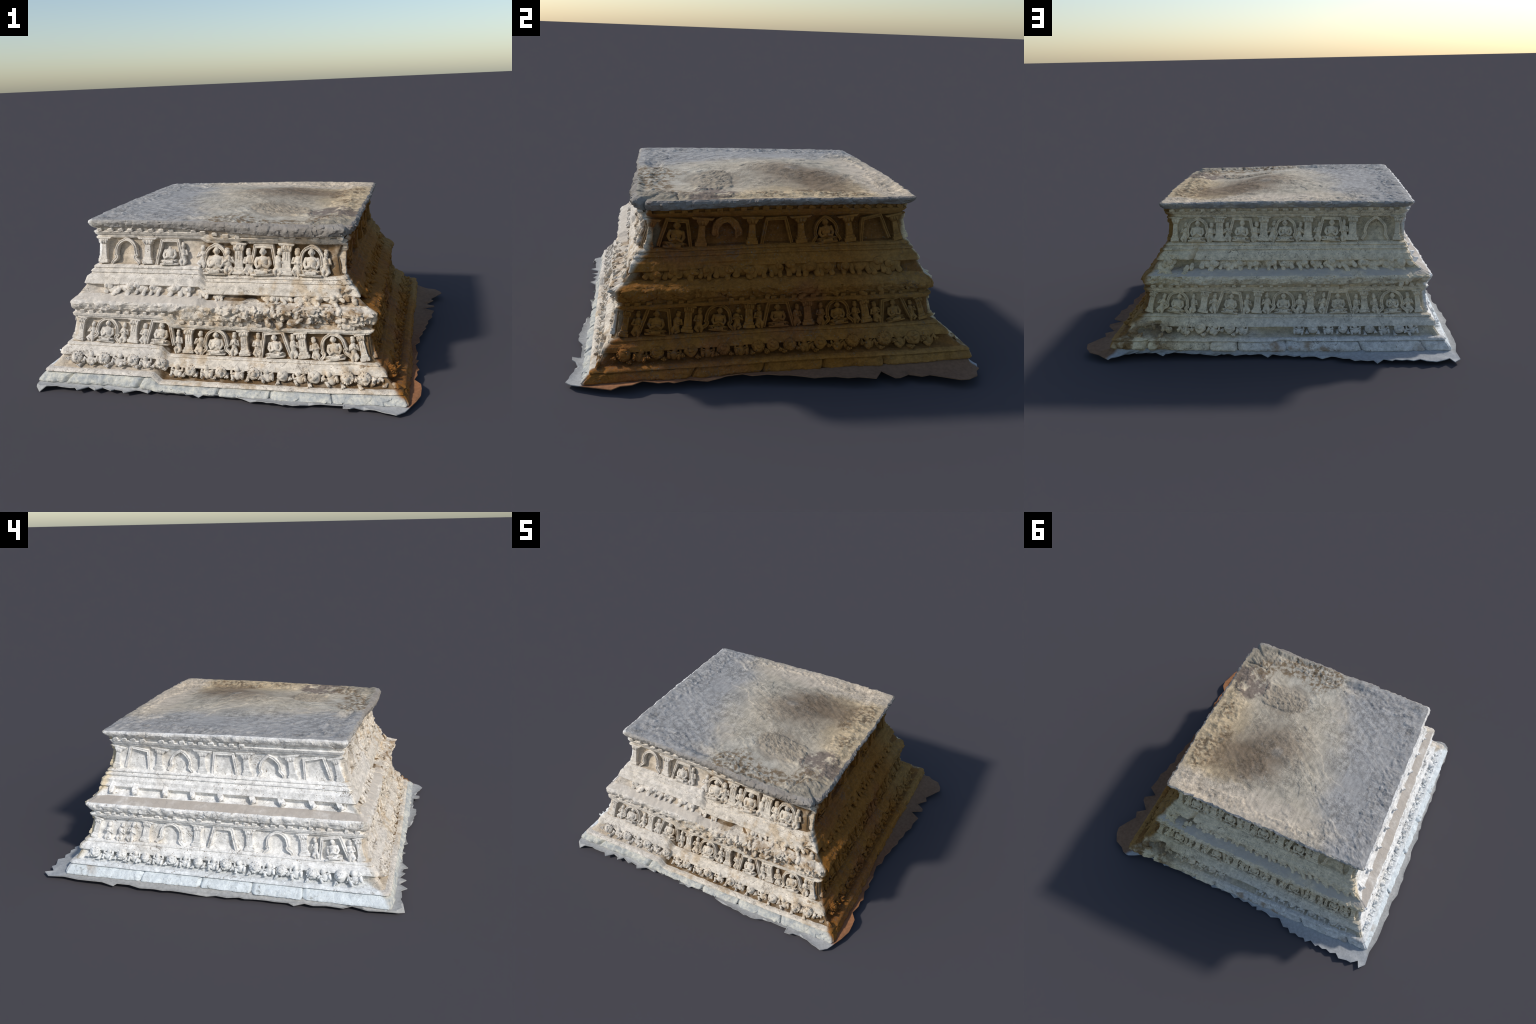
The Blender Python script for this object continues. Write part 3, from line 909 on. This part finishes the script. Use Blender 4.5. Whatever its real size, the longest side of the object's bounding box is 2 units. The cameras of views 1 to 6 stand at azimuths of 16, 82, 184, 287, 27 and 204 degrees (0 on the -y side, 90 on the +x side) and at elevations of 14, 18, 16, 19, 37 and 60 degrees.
PILASTER = {k: pilaster(k) for k in ('tall', 'broad')}
SEATED = [seated(i + 1) for i in range(3)]
ATTEND = [attendant(i + 1) for i in range(4)]
LION = [lion(i + 1) for i in range(3)]
CROUCH = [croucher(i + 1) for i in range(3)]
BEAST = [beast(i + 1) for i in range(4)]
DENTIL = [Piece().block(-.013, .013, -.011, .012, -.010, .010).mesh('dentil', STONE, .0022, 60, 30 + i, 40) for i in range(3)]
BRACKET = Piece().block(-.014, .014, -.036, .020, .0, .046, .9).limb([(0, -.030, .012), (0, -.046, .006)], [.010, .006], 8).mesh('bracket', STONE, .004, 45, 50, 40)
RUBBLE = [Piece().ball((0, 0, 0), (.016, .014, .013), 12).ball((.010, -.004, .006), (.011, .010, .009), 10).mesh('rubble', CORNICE, .006, 55, 60 + i) for i in range(3)]
RING = Piece().sweep(scaled(ARCH[4:-4], .11, 1.0), .030, .022).mesh('niche_arch', STONE, .005, 40, 9, 50)

def frame(side, u, z0, z1, d, d1=None):
    """matrix at the foot of a piece on a face; returns matrix and available height"""
    d1 = d if d1 is None else d1
    p0 = face_point(side, u, z0, d, detail=False)
    p1 = face_point(side, u, z1, d1, detail=False)
    a, b = SIDES[side]
    t = corner(b, z0) - corner(a, z0)
    t = Vector((t[0], t[1], 0)).normalized()
    up = Vector(p1 - p0)
    h = up.length
    up.normalize()
    t = (t - up * t.dot(up)).normalized()
    y = up.cross(t)
    m = Matrix((t, y, up)).transposed().to_4x4()
    m.translation = Vector(p0)
    return m, h

def S(x, y=None, z=None):
    y = x if y is None else y
    z = x if z is None else z
    return Matrix.Diagonal((x, y, z, 1))

rnd = random.Random(99)

def put_seated(m, s, v=None, headless=False):
    k = SEATED[v if v is not None else rnd.randrange(3)]
    m = m @ Matrix.Rotation(rnd.uniform(-.05, .05), 4, 'Y') @ S(s * rnd.uniform(.95, 1.04), s, s)
    o = add('seated_figure', k['body'], matrix=m)
    if not headless:
        add('head', k['head'], o, Matrix.Translation((rnd.uniform(-.002, .002), -.009, k['hz'])))
    add('arm', k['arm'], o)
    add('arm', k['arm'], o, S(-1, 1, 1))
    add('legs', k['legs'], o)

def put_attendant(m, s, flip):
    k = ATTEND[rnd.randrange(4)]
    m = m @ Matrix.Rotation(rnd.uniform(-.10, .10), 4, 'Y') @ S((-1 if flip else 1) * s * rnd.uniform(.92, 1.1), s, s * rnd.uniform(.92, 1.05))
    o = add('attendant_figure', k['body'], matrix=m)
    add('head', k['head'], o, Matrix.Translation((rnd.uniform(-.003, .003), -.011, k['hz'])))
    add('arm', k['arm'], o)
    if rnd.random() < .7:
        add('arm', k['arm'], o, S(-1, 1, 1))
    add('legs', k['legs'], o)

def put_pilaster(m, kind, sx, sy, sz, base=True):
    k = PILASTER[kind]
    o = add('pilaster', k['shaft'], matrix=m @ S(sx, sy, sz))
    add('capital', k['capital'], o)
    if base:
        add('base', k['base'], o)

NICHES = [.115, .308, .500, .697, .888]
PILLARS = [.017, .211, .405, .597, .790, .981]
# per side: what fills the five niches of the upper and the lower frieze
UPPER = {'S': ['arch', 'frame fig', 'arch fig', 'frame fig', 'arch fig'],
         'E': ['frame fig', 'ring', 'frame', 'point fig', 'frame'],
         'N': ['arch fig', 'frame fig', 'arch fig', 'frame fig', 'point'],
         'W': ['flat', 'flatarch', 'flat', 'flatarch', 'flat']}
LOWER = {'S': ['arch fig', 'frame fig', 'arch fig', 'frame fig', 'arch fig'],
         'E': ['frame fig', 'arch fig', 'frame fig', 'arch fig', 'frame fig'],
         'N': ['arch fig', 'frame fig', 'arch fig', 'frame fig', 'arch fig'],
         'W': ['figures', 'arch', 'frame', 'arch', 'frame fig']}

for s in ORDER:
    # ---------------- upper frieze
    for i, u in enumerate(NICHES):
        kind = UPPER[s][i]
        fd = -.012 - .009 * (RELIEF[s] * 2 - 1)
        m, h = frame(s, u, .574, .700, fd)
        k = h / .122
        if 'flat' in kind:
            mesh = arch_mesh[1] if 'arch' in kind else frame_mesh[1]
            add('niche_arch' if 'arch' in kind else 'niche_frame', mesh, matrix=m @ S(1.0, .6, k))
        elif 'arch' in kind or 'point' in kind:
            add('niche_arch', arch_mesh[1 if 'point' in kind else 0], matrix=m @ S(1.02 * rnd.uniform(.96, 1.04), .92, k * 1.02))
        elif 'ring' in kind:
            add('niche_arch', RING, matrix=m @ S(1.15, 1, k))
        else:
            add('niche_frame', frame_mesh[0], matrix=m @ S(1.0 * rnd.uniform(.95, 1.05), .92, k))
        if 'fig' in kind:
            put_seated(m @ Matrix.Translation((0, -.004, 0)), 1.0 * k, headless=(s == 'S' and i == 1))
        ruined = s == 'S' and i >= 2
        if (s == 'N' and i < 4) or ruined or (s == 'S' and i == 1):
            for q in (-1, 1):
                if s == 'S' and i == 1 and q < 0:
                    continue
                ma, h = frame(s, u + q * .058, .574, .690, fd)
                put_attendant(ma, .95 * h / .11, q < 0)
    for i, u in enumerate(PILLARS):
        if s == 'S' and i in (2, 5):
            continue
        m, h = frame(s, u, .574, .702, fd - .002)
        e = 1.0 if 0 < i < 5 else .8
        if s == 'W':
            put_pilaster(m @ Matrix.Translation((0, .002, 0)), 'tall', e, .5, h / .110)
        else:
            put_pilaster(m, 'tall' if s in 'E' or (s == 'S' and i < 3) or i in (0, 5) else 'broad', e * 1.02, 1.0, h / (.110 if s in 'E' or (s == 'S' and i < 3) or i in (0, 5) else .101))
    # ---------------- lower frieze
    for i, u in enumerate(NICHES):
        kind = LOWER[s][i]
        fd = -.012 - .012 * (RELIEF[s] * 2 - 1)
        m, h = frame(s, u, .204, .318, fd)
        k = h / .114
        if kind == 'figures':
            for q in (-.045, 0.0, .04):
                ma, _ = frame(s, u + q, .204, .318, fd)
                put_attendant(ma, 1.0, q > 0)
            continue
        dep = .7 if (s == 'W' and 'fig' not in kind) else .95
        if 'arch' in kind:
            add('niche_arch', arch_mesh[0], matrix=m @ S(rnd.uniform(.98, 1.06), dep, k))
        else:
            add('niche_frame', frame_mesh[0], matrix=m @ S(rnd.uniform(.98, 1.06), dep, k * .97))
        if 'fig' in kind:
            put_seated(m @ Matrix.Translation((0, -.004, 0)), .96 * k)
        if s != 'W' or i == 4:
            for q in (-1, 1):
                ma, h = frame(s, u + q * .060, .204, .312, fd)
                put_attendant(ma, .94 * h / .105, q < 0)
    for i, u in enumerate(PILLARS):
        m, h = frame(s, u, .204, .319, fd - .002)
        put_pilaster(m, 'broad', .9 if 0 < i < 5 else .7, 1.0 if s != 'W' else .6, h / .101)
    # ---------------- lower row: lions alternating with crouching bearers
    n = 20
    for i in range(n):
        u = .049 + (.937 - .049) * i / (n - 1) + rnd.uniform(-.004, .004)
        if s == 'N' and (i < 3 or 8 <= i <= 10):
            continue
        m, h = frame(s, u, .099, .148, -.040, -.026)
        k = h / .052 * rnd.uniform(.95, 1.08)
        m = m @ Matrix.Translation((0, {'S': -.009, 'E': -.002, 'N': -.008, 'W': -.015}[s], 0)) @ Matrix.Rotation(rnd.uniform(-.06, .06), 4, 'Y')
        if i % 2 == 0 or rnd.random() < .2:
            q = LION[rnd.randrange(3)]
            o = add('lion', q['body'], matrix=m @ S(k * 1.02, k, k))
            add('head', q['head'], o, Matrix.Translation((0, -.012, .030)) @ Matrix.Rotation(rnd.uniform(-.5, .5), 4, 'Y'))
            add('paw', q['paw'], o, Matrix.Translation((.026, 0, 0)))
            add('paw', q['paw'], o, Matrix.Translation((-.026, 0, 0)) @ S(-1, 1, 1))
        else:
            q = CROUCH[rnd.randrange(3)]
            o = add('crouching_figure', q['body'], matrix=m @ S(k * 1.0, k, k))
            add('head', q['head'], o, Matrix.Translation((rnd.uniform(-.003, .003), -.012, .043)))
            for f in (1, -1):
                add('arm', q['arm'], o, S(f, 1, 1))
                add('leg', q['leg'], o, S(f, 1, 1))
    # ---------------- upper row: worn beasts, plain brackets on the west face
    if s == 'W':
        for u in (.03, .132, .259, .374, .490, .616, .732, .849, .955):
            m, h = frame(s, u, .436, .480, -.052, -.040)
            add('bracket', BRACKET, matrix=m @ Matrix.Rotation(rnd.uniform(-.1, .1), 4, 'Z') @ S(rnd.uniform(.9, 1.2), 1, h / .046))
    else:
        us = {'S': [.10, .149, .215, .269, .347, .383, .451, .506, .687, .718, .750, .803, .83, .863, .921],
              'E': [.078, .136, .188, .254, .311, .378, .434, .493, .553, .613, .667, .743, .80, .853, .91],
              'N': [.03, .201, .268, .315, .377, .45, .509, .573, .626, .693, .751, .815, .867, .917, .961]}[s]
        for u in us:
            m, h = frame(s, u, .434, .481, -.036, -.026)
            k = h / .046 * rnd.uniform(1.05, 1.25)
            wide = rnd.uniform(.9, 1.4)
            if s == 'N' and u == .751:
                k *= 1.25
            q = BEAST[rnd.randrange(4)]
            m = m @ Matrix.Translation((0, .010 if s != 'E' else .013, 0)) @ S(1, .8, 1)
            f = rnd.choice((-1, 1))
            o = add('beast', q['body'], matrix=m @ S(f * k * wide, k * .85, k))
            if rnd.random() < .8:
                add('head', q['head'], o, Matrix.Translation((rnd.uniform(-.012, .018), -.026, rnd.uniform(.022, .036))))
            add('leg', q['leg'], o, Matrix.Translation((-.016, -.006, 0)))
            add('leg', q['leg'], o, Matrix.Translation((.014, -.004, 0)) @ S(-1, 1, 1))
    # ---------------- dentils
    n = 23
    for i in range(n):
        u = .03 + .94 * i / (n - 1) + rnd.uniform(-.003, .003)
        if rnd.random() < .05 or (s == 'W' and u > .62) or (s == 'S' and .60 < u < .72):
            continue
        m, h = frame(s, u, .748, .764, -.006)
        add('dentil', DENTIL[rnd.randrange(3)], matrix=m @ S(rnd.uniform(.9, 1.15), rnd.uniform(.85, 1.05), rnd.uniform(.85, 1.0)))
    n = 30
    for i in range(n):
        u = .03 + .94 * i / (n - 1) + rnd.uniform(-.004, .004)
        if rnd.random() < .15 or (s == 'S' and u > .68 and rnd.random() < .6):
            continue
        m, h = frame(s, u, .357, .371, -.008)
        add('dentil', DENTIL[rnd.randrange(3)], matrix=m @ S(rnd.uniform(.7, 1.05), rnd.uniform(.8, 1.0), rnd.uniform(.70, .95)))

# crumbled lumps in the broken cornice and corners
for s, u0, u1, z0, z1, d, n in (('S', .55, .98, .362, .415, -.004, 26), ('S', .93, 1.0, .45, .56, -.006, 8), ('N', .02, .16, .42, .47, -.012, 10),
                                ('N', .02, .14, .09, .19, -.008, 12), ('E', .45, .98, .36, .40, -.006, 14), ('N', .85, .99, .36, .40, -.004, 7), ('S', .93, 1.0, .10, .20, -.010, 8)):
    for i in range(n):
        m, h = frame(s, rnd.uniform(u0, u1), rnd.uniform(z0, z1), z1 + .03, d)
        r = rnd.uniform(.6, 1.25)
        o = add('rubble', RUBBLE[rnd.randrange(3)], matrix=m @ Matrix.Rotation(rnd.uniform(0, 6.28), 4, 'Y') @ S(r * 1.2, r * .8, r))
        o['kind'] = 'stuff'

print('objects', len(bpy.data.objects))
